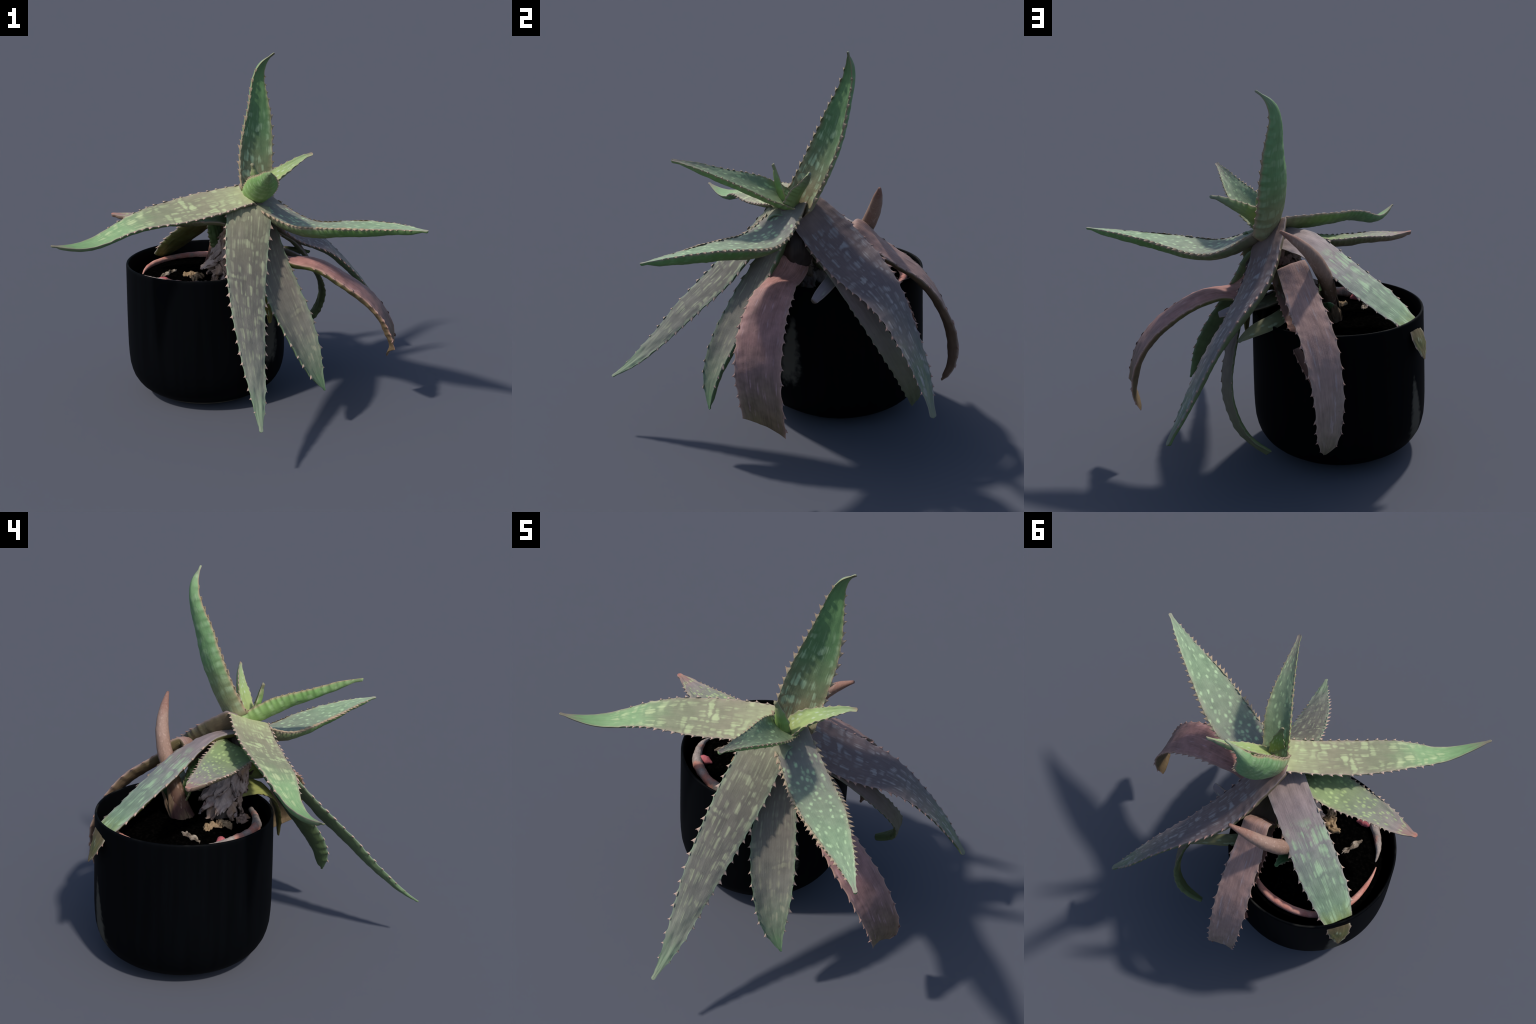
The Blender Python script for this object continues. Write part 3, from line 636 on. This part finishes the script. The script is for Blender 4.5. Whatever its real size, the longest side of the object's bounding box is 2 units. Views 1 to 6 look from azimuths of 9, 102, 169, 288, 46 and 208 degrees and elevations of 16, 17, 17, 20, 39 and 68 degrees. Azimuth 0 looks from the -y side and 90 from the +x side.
LEAVES = {
 # upright leaf
 'A': dict(tip_round=0.006, fuller=-0.003, face=(0.4, -1, 0.2), keel=0.068, channel=0.2, root=(-0.01, 0.075, 1.20), tooth=0.046, tooth_len=0.021, teeth=(0.06, 0.86), tint=0,
   m=mat([(0.0, S(150, 130, 100)), (0.22, S(112, 116, 88)), (0.5, S(82, 122, 84)), (0.8, S(88, 134, 88)), (0.93, S(96, 128, 92)), (1.0, S(104, 98, 84))],
         [(0.0, S(148, 138, 108)), (0.2, S(122, 132, 98)), (0.45, S(96, 142, 98)), (0.85, S(108, 152, 108)), (1.0, S(140, 140, 120))],
         spot=S(168, 190, 152), spots=0.36, spot_size=(0.016, 0.055), rows=0.060, under_bands=0.75, fade=(0.06, 0.62), margin=S(164, 138, 112), streak=0.2)),
 # long leaf to the left
 'B': dict(tip_round=0.007, face=(0, 0, 1), keel=0.05, channel=0.04, root=(-0.01, 0.055, 1.20), tooth=0.05, tooth_len=0.016, teeth=(0.06, 0.72), tint=1,
   m=mat([(0.0, S(182, 188, 144)), (0.12, S(156, 158, 124)), (0.26, S(142, 138, 114)), (0.5, S(134, 138, 112)), (0.66, S(124, 160, 118)), (0.9, S(116, 160, 112)), (0.96, S(142, 138, 114)), (1.0, S(138, 128, 108))],
         [(0.0, S(120, 112, 92)), (0.3, S(92, 120, 72)), (0.7, S(84, 138, 88)), (1.0, S(120, 130, 100))],
         spot=S(184, 196, 148), spots=0.40, spot_size=(0.020, 0.034), rows=0.050, row_fill=0.40, under_bands=0.2, fade=(0.05, 0.82), streak=0.22)),
 # long leaf to the front
 'C': dict(tip_round=0.010, fuller=0.004, face=(0, -.7, 1), keel=0.034, channel=-0.06, root=(-0.015, 0.03, 1.19), tooth=0.06, tooth_len=0.018, teeth=(0.06, 0.95), tint=1,
   m=mat([(0.0, S(136, 136, 112)), (0.12, S(119, 116, 98)), (0.35, S(111, 106, 97)), (0.65, S(120, 117, 108)), (0.82, S(128, 131, 117)), (0.92, S(124, 146, 118)), (1.0, S(138, 148, 124))],
         [(0.0, S(106, 112, 84)), (0.5, S(92, 112, 80)), (1.0, S(110, 140, 104))],
         spot=S(166, 170, 138), spots=0.30, spot_size=(0.016, 0.060), rows=0.066, streak=0.30, fade=(0.03, 0.86), margin=S(134, 152, 126))),
 # leaf to the right
 'D': dict(tip_round=0.009, face=(0, 0, 1), keel=0.066, channel=0.02, root=(-0.005, 0.062, 1.205), tooth=0.034, tooth_len=0.021, teeth=(0.10, 0.93), tint=0,
   m=mat([(0.0, S(124, 112, 104)), (0.18, S(128, 126, 118)), (0.36, S(134, 144, 124)), (0.7, S(130, 158, 126)), (0.95, S(142, 164, 136)), (1.0, S(158, 146, 130))],
         [(0.0, S(122, 104, 92)), (0.25, S(104, 116, 84)), (0.6, S(86, 136, 76)), (1.0, S(100, 140, 92))],
         spot=S(190, 216, 168), spots=0.52, spot_size=(0.024, 0.036), streak=0.15, fade=(0.10, 0.95), margin=S(170, 150, 136))),
 # small leaf right-back
 'E': dict(tip_round=0.01, face=(.3, 0, 1), keel=0.050, channel=0.25, root=(-0.01, 0.055, 1.19), tooth=0.045, tooth_len=0.008, teeth=(0.1, 0.9), tint=0,
   m=mat([(0.0, S(150, 160, 104)), (0.5, S(146, 170, 112)), (0.9, S(138, 162, 118)), (1.0, S(150, 130, 112))],
         [(0.0, S(130, 140, 92)), (0.5, S(120, 150, 96)), (1.0, S(124, 132, 112))],
         spots=0.34, spot_size=(0.016, 0.03), streak=0.12)),
 # short leaf to the front
 'F': dict(face=(0, 0, 1), keel=0.062, channel=0.22, root=(-0.01, 0.07, 1.17), tooth=0.036, tooth_len=0.011, teeth=(0.08, 0.95), tint=0,
   m=mat([(0.0, S(140, 146, 100)), (0.3, S(116, 136, 104)), (0.7, S(118, 138, 112)), (1.0, S(140, 128, 118))],
         [(0.0, S(150, 168, 112)), (0.25, S(120, 158, 98)), (0.7, S(106, 158, 96)), (1.0, S(126, 150, 108))],
         spot=S(176, 200, 150), spots=0.46, spot_size=(0.02, 0.034), under_bands=0.75, streak=0.12, margin=S(160, 142, 112))),
 # leaf under B, back-left
 'H': dict(tip_round=0.014, face=(0, 0, 1), keel=0.055, channel=0.06, root=(-0.10, 0.065, 1.10), tooth=0.03, tooth_len=0.014, teeth=(0.2, 0.86), tint=1,
   m=mat([(0.0, S(112, 132, 92)), (0.35, S(128, 150, 106)), (0.6, S(128, 136, 118)), (0.85, S(146, 134, 128)), (0.96, S(158, 122, 112)), (1.0, S(190, 128, 112))],
         [(0.0, S(112, 110, 76)), (0.6, S(104, 106, 76)), (1.0, S(140, 112, 98))],
         spot=S(176, 196, 134), spots=0.52, spot_size=(0.020, 0.030), streak=0.15)),
 # big leaf resting on the rim
 'I': dict(face=(-.5, .5, 1), keel=0.03, channel=-0.06, root=(-0.02, 0.075, 1.185), tooth=0.066, tooth_len=0.016, teeth=(0.3, 0.95), tint=1,
   m=mat([(0.0, S(148, 142, 122)), (0.08, S(150, 132, 126)), (0.28, S(156, 138, 136)), (0.5, S(142, 138, 134)), (0.68, S(130, 144, 128)), (0.9, S(122, 150, 122)), (1.0, S(138, 160, 108))],
         [(0.0, S(132, 116, 76)), (0.4, S(116, 112, 70)), (1.0, S(96, 106, 58))],
         spot=S(172, 200, 158), spots=0.50, spot_size=(0.013, 0.075), rows=0.095, streak=0.42, fade=(0.34, 1.1), margin=S(160, 150, 146))),
 # mauve leaf over the back of the pot
 'J': dict(tip_round=0.008, start=0.20, face=(0, 1, 1), keel=0.046, channel=(-0.1, -0.1, -0.1, -0.02, 0.12, 0.2), root=(-0.085, 0.28, 0.90), tooth=0.068, tooth_len=0.015, teeth=(0.3, 0.97), tint=2,
   m=mat([(0.0, S(136, 112, 100)), (0.25, S(164, 128, 118)), (0.6, S(154, 125, 118)), (0.85, S(140, 120, 110)), (1.0, S(124, 114, 94))],
         [(0.0, S(112, 104, 68)), (0.6, S(114, 92, 74)), (1.0, S(112, 86, 72))],
         spot=S(168, 148, 148), spots=0.36, spot_size=(0.012, 0.12), streak=0.55, blotch=0.5, margin=S(164, 140, 128))),
 # wide purple leaf to back-right
 'K': dict(tip_round=0.015, fuller=0.005, face=(.7, .7, 1), keel=0.058, channel=-0.08, root=(-0.015, 0.065, 1.215), tooth=0.05, tooth_len=0.017, teeth=(0.16, 0.93), tint=2,
   m=mat([(0.0, S(138, 116, 108)), (0.2, S(114, 96, 94)), (0.5, S(105, 94, 97)), (0.72, S(112, 107, 104)), (0.85, S(106, 117, 100)), (1.0, S(118, 122, 106))],
         [(0.0, S(110, 96, 76)), (0.5, S(100, 108, 78)), (1.0, S(92, 118, 80))],
         spot=S(158, 152, 152), spots=0.30, spot_size=(0.017, 0.048), rows=0.054, streak=0.26, fade=(0.12, 0.98), margin=S(138, 122, 122))),
 # pink leaf curling down at the right
 'L': dict(tip_round=0.002, fuller=0.002, slant_end=True, face=(1, 0, 1), keel=0.044, channel=(-0.3, -0.28, -0.25, -0.18, 0.02, 0.12), root=(-0.06, 0.07, 1.0), tooth=0.06, tooth_len=0.015, teeth=(0.35, 0.99), tint=2,
   m=mat([(0.0, S(150, 110, 100)), (0.3, S(166, 118, 109)), (0.6, S(150, 111, 107)), (0.78, S(132, 103, 98)), (0.9, S(116, 96, 80)), (1.0, S(112, 96, 72))],
         [(0.0, S(106, 128, 66)), (0.3, S(110, 120, 66)), (0.7, S(128, 108, 78)), (1.0, S(112, 94, 70))],
         spot=S(176, 140, 142), spots=0.26, spot_size=(0.012, 0.08), streak=0.6, blotch=0.9, margin=S(182, 142, 128))),
 # grey leaf front-right
 'M': dict(tip_round=0.007, face=(.5, -.7, 1), keel=0.066, channel=(0.0, 0.08, 0.2, 0.25, 0.2), root=(-0.06, 0.055, 1.12), tooth=0.064, tooth_len=0.018, teeth=(0.12, 0.94), tint=1,
   m=mat([(0.0, S(108, 100, 88)), (0.35, S(116, 108, 98)), (0.7, S(116, 114, 104)), (0.9, S(108, 126, 102)), (1.0, S(92, 136, 94))],
         [(0.0, S(92, 98, 66)), (0.5, S(80, 98, 66)), (1.0, S(84, 110, 74))],
         spot=S(150, 148, 124), spots=0.16, spot_size=(0.016, 0.064), rows=0.070, streak=0.30, margin=S(112, 132, 104))),
 # narrow curled leaf below the purple one
 'N': dict(face=(1, .3, .3), keel=0.024, channel=-0.05, root=(0.0, 0.115, 1.06), tooth=0.05, tooth_len=0.006, teeth=(0.4, 0.9), tint=2,
   m=mat([(0.0, S(124, 108, 94)), (0.4, S(120, 102, 98)), (0.75, S(108, 102, 84)), (1.0, S(100, 108, 80))],
         [(0.0, S(112, 104, 78)), (0.5, S(96, 104, 72)), (1.0, S(92, 110, 74))],
         spots=-0.4, streak=0.25, margin=S(112, 112, 88))),
}
for key, L in LEAVES.items():
    args = {k: v for k, v in L.items() if k != 'm'}
    build_leaf(key, CURVES[key], plant, L['m'], **args)

# ---- smaller leaves whose shapes are given directly
SMALL = {
 'heart': dict(spine=[(-0.01, 0.055, 1.19), (0.0, 0.035, 1.25), (0.012, 0.018, 1.31), (0.012, 0.0, 1.37), (0.001, -0.025, 1.437)],
    side=[(-0.045, -0.015, 0), (-0.042, -0.016, 0), (-0.034, -0.012, 0), (-0.02, -0.008, 0), (-0.001, 0, 0)],
    face=(0.3, 1, 0.2), keel=0.034, channel=0.2, tooth=0.05, tooth_len=0.006, teeth=(0.3, 0.9), tint=0,
    m=mat([(0.0, S(150, 160, 104)), (0.6, S(110, 148, 90)), (1.0, S(120, 120, 96))], [(0.0, S(140, 156, 96)), (0.6, S(116, 156, 92)), (1.0, S(130, 126, 100))], spots=0.3, spot_size=(0.014, 0.03), streak=0.12)),
 'stub': dict(spine=[(-0.12, 0.17, 0.90), (-0.02, 0.255, 0.885), (0.07, 0.295, 0.872), (0.15, 0.287, 0.860), (0.228, 0.255, 0.838), (0.30, 0.224, 0.808)],
    side=[(0.02, -0.030, 0.005), (0.018, -0.030, 0.008), (0.012, -0.030, 0.012), (0.009, -0.029, 0.014), (0.009, -0.027, 0.014), (0.006, -0.017, 0.009)],
    face=(0, 0, 1), keel=0.030, channel=-0.35, tooth=0.05, tooth_len=0.004, teeth=(0.9, 0.91), tint=2,
    m=mat([(0.0, S(96, 100, 70)), (0.5, S(104, 104, 84)), (0.75, S(122, 110, 112)), (1.0, S(132, 118, 120))], [(0.0, S(88, 96, 62)), (1.0, S(108, 96, 84))], spots=0.1, streak=0.2)),
 'olive': dict(spine=[(-0.12, 0.25, 0.86), (-0.04, 0.39, 0.842), (0.04, 0.452, 0.822), (0.12, 0.487, 0.812), (0.19, 0.52, 0.800), (0.255, 0.570, 0.780)],
    side=[(0.012, -0.018, 0.024), (0.012, -0.020, 0.026), (0.010, -0.022, 0.028), (0.010, -0.022, 0.026), (0.008, -0.016, 0.020), (0.002, -0.004, 0.005)],
    face=(0.3, 1, 0.6), keel=0.020, channel=-0.20, tooth=0.06, tooth_len=0.006, teeth=(0.93, 0.95), tint=2,
    m=mat([(0.0, S(84, 96, 66)), (0.5, S(110, 114, 84)), (0.75, S(128, 124, 88)), (1.0, S(110, 112, 88))], olive_under, spots=0.15, streak=0.2, margin=S(128, 118, 92))),
 'rim_hanging': dict(spine=[(-0.05, 0.16, 1.03), (-0.06, 0.30, 1.00), (-0.075, 0.43, 0.93), (-0.088, 0.53, 0.85), (-0.105, 0.60, 0.755)],
    side=[(0.06, 0, -0.01), (0.078, 0, -0.01), (0.088, -0.004, -0.01), (0.086, -0.012, -0.005), (0.070, -0.022, 0)],
    face=(0, 1, 1), keel=0.018, channel=0.15, tooth=0.034, tooth_len=0.011, teeth=(0.35, 0.98), tint=2,
    m=mat([(0.0, S(96, 96, 70)), (0.5, S(120, 94, 86)), (1.0, S(134, 96, 86))], olive_under, spots=0.1, streak=0.3, margin=S(170, 118, 100))),
 'rim_tail': dict(spine=[(-0.026, 0.645, 0.740), (-0.060, 0.664, 0.670), (-0.098, 0.686, 0.595), (-0.140, 0.702, 0.500), (-0.172, 0.710, 0.380)],
    side=[(0.024, 0.008, 0.014), (0.032, 0.014, 0.010), (0.032, 0.016, 0.006), (0.024, 0.014, 0.004), (0.004, 0.003, 0)],
    face=(0.5, 1, 0.2), keel=0.014, channel=0.45, tooth=0.045, tooth_len=0.013, teeth=(0.02, 0.9), tint=2,
    m=mat([(0.0, S(128, 100, 92)), (1.0, S(140, 92, 80))], [(0.0, S(122, 98, 88)), (1.0, S(124, 84, 74))], spots=0.05, streak=0.3, margin=S(150, 104, 90))),
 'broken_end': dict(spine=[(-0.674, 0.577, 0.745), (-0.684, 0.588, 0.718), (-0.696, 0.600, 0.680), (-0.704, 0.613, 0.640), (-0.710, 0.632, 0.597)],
    side=[(0.047, 0.047, 0.016), (0.047, 0.046, 0.012), (0.037, 0.040, -0.002), (0.026, 0.030, -0.008), (0.004, 0.004, 0)],
    face=(-1, 1, 0.3), keel=0.010, channel=-0.1, tooth=0.05, tooth_len=0.009, teeth=(0.1, 0.9), tint=2,
    m=mat([(0.0, S(104, 90, 66)), (0.5, S(98, 98, 62)), (1.0, S(116, 98, 72))], [(0.0, S(98, 90, 62)), (1.0, S(104, 86, 64))], spots=0.2, streak=0.3)),
 'shoot_leaf': dict(spine=[(-0.262, 0.325, 0.80), (-0.266, 0.290, 0.90), (-0.274, 0.250, 0.99), (-0.285, 0.225, 1.045), (-0.292, 0.210, 1.075)],
    side=[(0.03, 0.03, 0), (0.036, 0.036, 0), (0.034, 0.034, 0.006), (0.024, 0.024, 0.005), (0.004, 0.004, 0)],
    face=(-1, 1, 0.5), keel=0.026, channel=0.2, tooth=0.03, tooth_len=0.007, teeth=(0.2, 0.9), tint=0, wrinkle=0.006,
    m=mat([(0.0, S(96, 110, 70)), (0.5, S(76, 120, 78)), (1.0, S(88, 128, 84))], [(0.0, S(96, 104, 66)), (1.0, S(72, 112, 72))], spots=0.2, under_bands=0.3, streak=0.15)),
 'shoot_tip': dict(spine=[(-0.275, 0.335, 0.80), (-0.262, 0.375, 0.845), (-0.25, 0.42, 0.88), (-0.243, 0.46, 0.90), (-0.240, 0.492, 0.912)],
    side=[(-0.03, 0.01, 0), (-0.032, 0.012, 0), (-0.026, 0.010, 0), (-0.016, 0.006, 0), (-0.001, 0, 0)],
    face=(0, -0.5, 1), keel=0.014, channel=0.2, tooth=0.022, tooth_len=0.006, teeth=(0.3, 0.9), tint=0,
    m=mat([(0.0, S(80, 104, 70)), (1.0, S(70, 132, 92))], [(0.0, S(80, 100, 66)), (1.0, S(66, 118, 80))], spots=0.1, streak=0.12)),
 'draped': dict(spine=[(-0.15, 0.085, 0.862), (-0.07, 0.035, 0.872), (0.0, -0.020, 0.864), (0.055, -0.075, 0.820), (0.085, -0.110, 0.740), (0.096, -0.126, 0.65), (0.100, -0.122, 0.55)],
    side=[(0.028, 0.034, 0.020), (0.036, 0.042, 0.026), (0.038, 0.042, 0.024), (0.036, 0.036, 0.020), (0.030, 0.030, 0.008), (0.020, 0.020, 0.002), (0.006, 0.006, 0)],
    face=(0.7, -0.7, 1), keel=0.016, channel=-0.12, tooth=0.04, tooth_len=0.006, teeth=(0.3, 0.9), tint=2,
    m=mat([(0.0, S(128, 130, 84)), (0.4, S(142, 146, 86)), (0.7, S(124, 124, 70)), (1.0, S(134, 122, 66))], [(0.0, S(96, 96, 58)), (1.0, S(100, 94, 52))], spots=0.1, streak=0.25, margin=S(118, 112, 70))),
 'crown_base': dict(spine=[(-0.05, 0.06, 1.17), (0.015, 0.080, 1.10), (0.070, 0.095, 1.03), (0.085, 0.100, 0.96), (0.065, 0.095, 0.89)],
    side=[(0.03, -0.06, 0), (0.025, -0.085, 0), (0.02, -0.095, 0), (0.015, -0.085, 0), (0.01, -0.055, 0)],
    face=(1, 0.2, 0.2), keel=0.03, channel=-0.4, tooth=0.03, tooth_len=0.005, teeth=(0.9, 0.91), tint=2, wrinkle=0.011,
    m=mat([(0.0, S(70, 60, 52)), (0.5, S(56, 46, 42)), (1.0, S(60, 48, 44))], [(0.0, S(60, 54, 44)), (1.0, S(60, 50, 44))], spots=-0.4, streak=0.5, blotch=0.7, margin=S(80, 66, 58))),
}
for key, L in SMALL.items():
    args = {k: v for k, v in L.items() if k not in ('m', 'spine', 'side')}
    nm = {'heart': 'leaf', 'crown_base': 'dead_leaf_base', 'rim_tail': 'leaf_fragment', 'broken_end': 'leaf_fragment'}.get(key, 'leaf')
    build_leaf(key, dict(spine=L['spine'], side=L['side']), plant, L['m'], name=nm, **args)

# ----------------------------------------------------------------------------- margin spines
tmats = [tooth_material('spine_tan', S(140, 134, 108), S(178, 152, 128)),
         tooth_material('spine_pale', S(146, 140, 124), S(196, 164, 148)),
         tooth_material('spine_mauve', S(138, 114, 110), S(176, 138, 124))]
tmesh = [tooth_mesh(m_) for m_ in tmats]
SPINES.sort(key=lambda q: -q[0])
for size, leaf, mtx, tint in SPINES[:290]:
    ob = bpy.data.objects.new('spine', tmesh[tint])
    bpy.context.scene.collection.objects.link(ob)
    ob.parent = leaf
    ob.matrix_local = mtx
rest = {}
for size, leaf, mtx, tint in SPINES[290:]:
    rest.setdefault((leaf, tint), []).append(mtx)
for (leaf, tint), ms in rest.items():
    tv = np.array([v.co[:] for v in tmesh[tint].vertices]); tf = [tuple(p.vertices) for p in tmesh[tint].polygons]
    V, F = [], []
    for mtx in ms:
        A = np.array(mtx)
        F += [tuple(len(V) + i for i in f) for f in tf]
        V += list(tv @ A[:3, :3].T + A[:3, 3])
    me = make_mesh('small_spines', V, F, tmats[tint])
    add('small_spines', me, leaf, 'stuff')

# ----------------------------------------------------------------------------- roots on the soil
root_mat = mottled('pink_root', S(196, 128, 114), S(208, 156, 142), S(166, 142, 130), 15.0, (1, 1, 1), 0.75, 0.25, 0.15)
root_grey = mottled('scurfy_root', S(138, 126, 120), S(172, 158, 150), S(196, 134, 118), 14.0, (1, 1, 1), 0.85, 0.5, 0.1)
tube([(-0.085, -0.015, 0.756), (-0.15, -0.062, 0.758), (-0.242, -0.102, 0.757), (-0.31, -0.124, 0.757), (-0.39, -0.120, 0.757), (-0.47, -0.097, 0.755), (-0.547, -0.061, 0.750),
      (-0.612, 0.0, 0.744), (-0.656, 0.06, 0.738), (-0.683, 0.11, 0.732), (-0.688, 0.162, 0.722)],
     [0.014, 0.020, 0.026, 0.026, 0.025, 0.027, 0.029, 0.025, 0.021, 0.017, 0.004], 'root', root_grey, plant, seg=16, n=120, rough=0.16, freq=34)
tube([(-0.704, 0.180, 0.722), (-0.712, 0.25, 0.733), (-0.702, 0.33, 0.735), (-0.679, 0.42, 0.734), (-0.62, 0.53, 0.732), (-0.53, 0.590, 0.733), (-0.43, 0.617, 0.733), (-0.33, 0.619, 0.733), (-0.24, 0.605, 0.731), (-0.17, 0.572, 0.722), (-0.14, 0.53, 0.705)],
     [0.004, 0.013, 0.017, 0.017, 0.017, 0.019, 0.021, 0.022, 0.021, 0.019, 0.01], 'root', root_mat, plant, seg=16, n=130, rough=0.07, freq=30)
z0 = 0.742
# pink bud beside the root
bud_mat = mottled('pink_bud', S(176, 88, 96), S(192, 108, 112), None, 20.0, (1, 1, 1), 0.7, 0.15)
tube([(-0.575, -0.025, z0 - .01), (-0.55, -0.022, z0 + .006), (-0.52, -0.012, z0 + .010), (-0.488, 0.002, z0 + .002)], [0.014, 0.026, 0.024, 0.004], 'root_bud', bud_mat, plant, seg=14, n=24, rough=0.12, freq=40)

# ----------------------------------------------------------------------------- dry scraps
scrap_mat = mottled('dry_scrap', S(132, 110, 84), S(162, 138, 108), S(104, 86, 68), 26.0, (1, 1, 1), 0.85, 0.4)
scrap_grey = mottled('grey_scrap', S(128, 114, 100), S(172, 158, 142), S(96, 84, 72), 34.0, (1, 1, 1), 0.85, 0.4)
def scrap(center, lx, ly, yaw, crumple, mat_, sd, height=0.02, waist=0.5):
    nu, nv = 26, 14
    V, F = [], []
    for sgn in (1, 0):
        for i in range(nu):
            u = i / (nu - 1) * 2 - 1
            w = ly * (0.25 + 0.75 * (1 - abs(u) ** 2.2)) * (1 - waist * math.exp(-((u - 0.15) / 0.22) ** 2)) * (1 + 0.5 * n3(u * 3.5, sd, 0))
            for j in range(nv):
                v = j / (nv - 1) * 2 - 1
                x = u * lx + 0.25 * ly * n3(u * 2 + sd, v, 7)
                y = v * w + ly * 0.6 * n3(u * 1.6, sd, 3)
                z = height * (1 - 0.5 * u * u) + crumple * (n3(u * 2.6 + sd, v * 1.8, 1) + 0.5 * n3(u * 6 + sd, v * 4, 2)) - 0.004 * (1 - sgn) - height * 0.5 * v * v
                c, s_ = math.cos(yaw), math.sin(yaw)
                V.append((center[0] + x * c - y * s_, center[1] + x * s_ + y * c, max(center[2] + z, SOIL_Z - 0.004)))
    o = nu * nv
    for i in range(nu - 1):
        for j in range(nv - 1):
            a = i * nv + j
            F.append((a, a + nv, a + nv + 1, a + 1)); F.append((o + a, o + a + 1, o + a + nv + 1, o + a + nv))
    for i in range(nu - 1):
        for a, fl in ((i * nv, 0), (i * nv + nv - 1, 1)):
            q = (a, o + a, o + a + nv, a + nv); F.append(q if not fl else q[::-1])
    for j in range(nv - 1):
        for a, fl in ((j, 0), ((nu - 1) * nv + j, 1)):
            q = (a, a + 1, o + a + 1, o + a); F.append(q if not fl else q[::-1])
    add('dry_scrap', make_mesh('dry_scrap', V, F, mat_), plant)
scrap((-0.385, 0.085, SOIL_Z), 0.062, 0.040, 2.6, 0.020, scrap_mat, 3.3, 0.030, 0.4)
scrap((-0.340, 0.045, SOIL_Z + .01), 0.050, 0.030, 1.2, 0.018, scrap_mat, 8.1, 0.030, 0.3)
scrap((-0.534, 0.150, SOIL_Z), 0.072, 0.020, 1.15, 0.014, scrap_grey, 5.2, 0.018, 0.6)
scrap((-0.20, -0.01, SOIL_Z), 0.06, 0.035, 0.2, 0.016, sheath_mats[1], 14.7, 0.022, 0.3)
scrap((-0.12, 0.10, SOIL_Z), 0.07, 0.035, 0.8, 0.016, sheath_mats[0], 17.7, 0.025, 0.3)
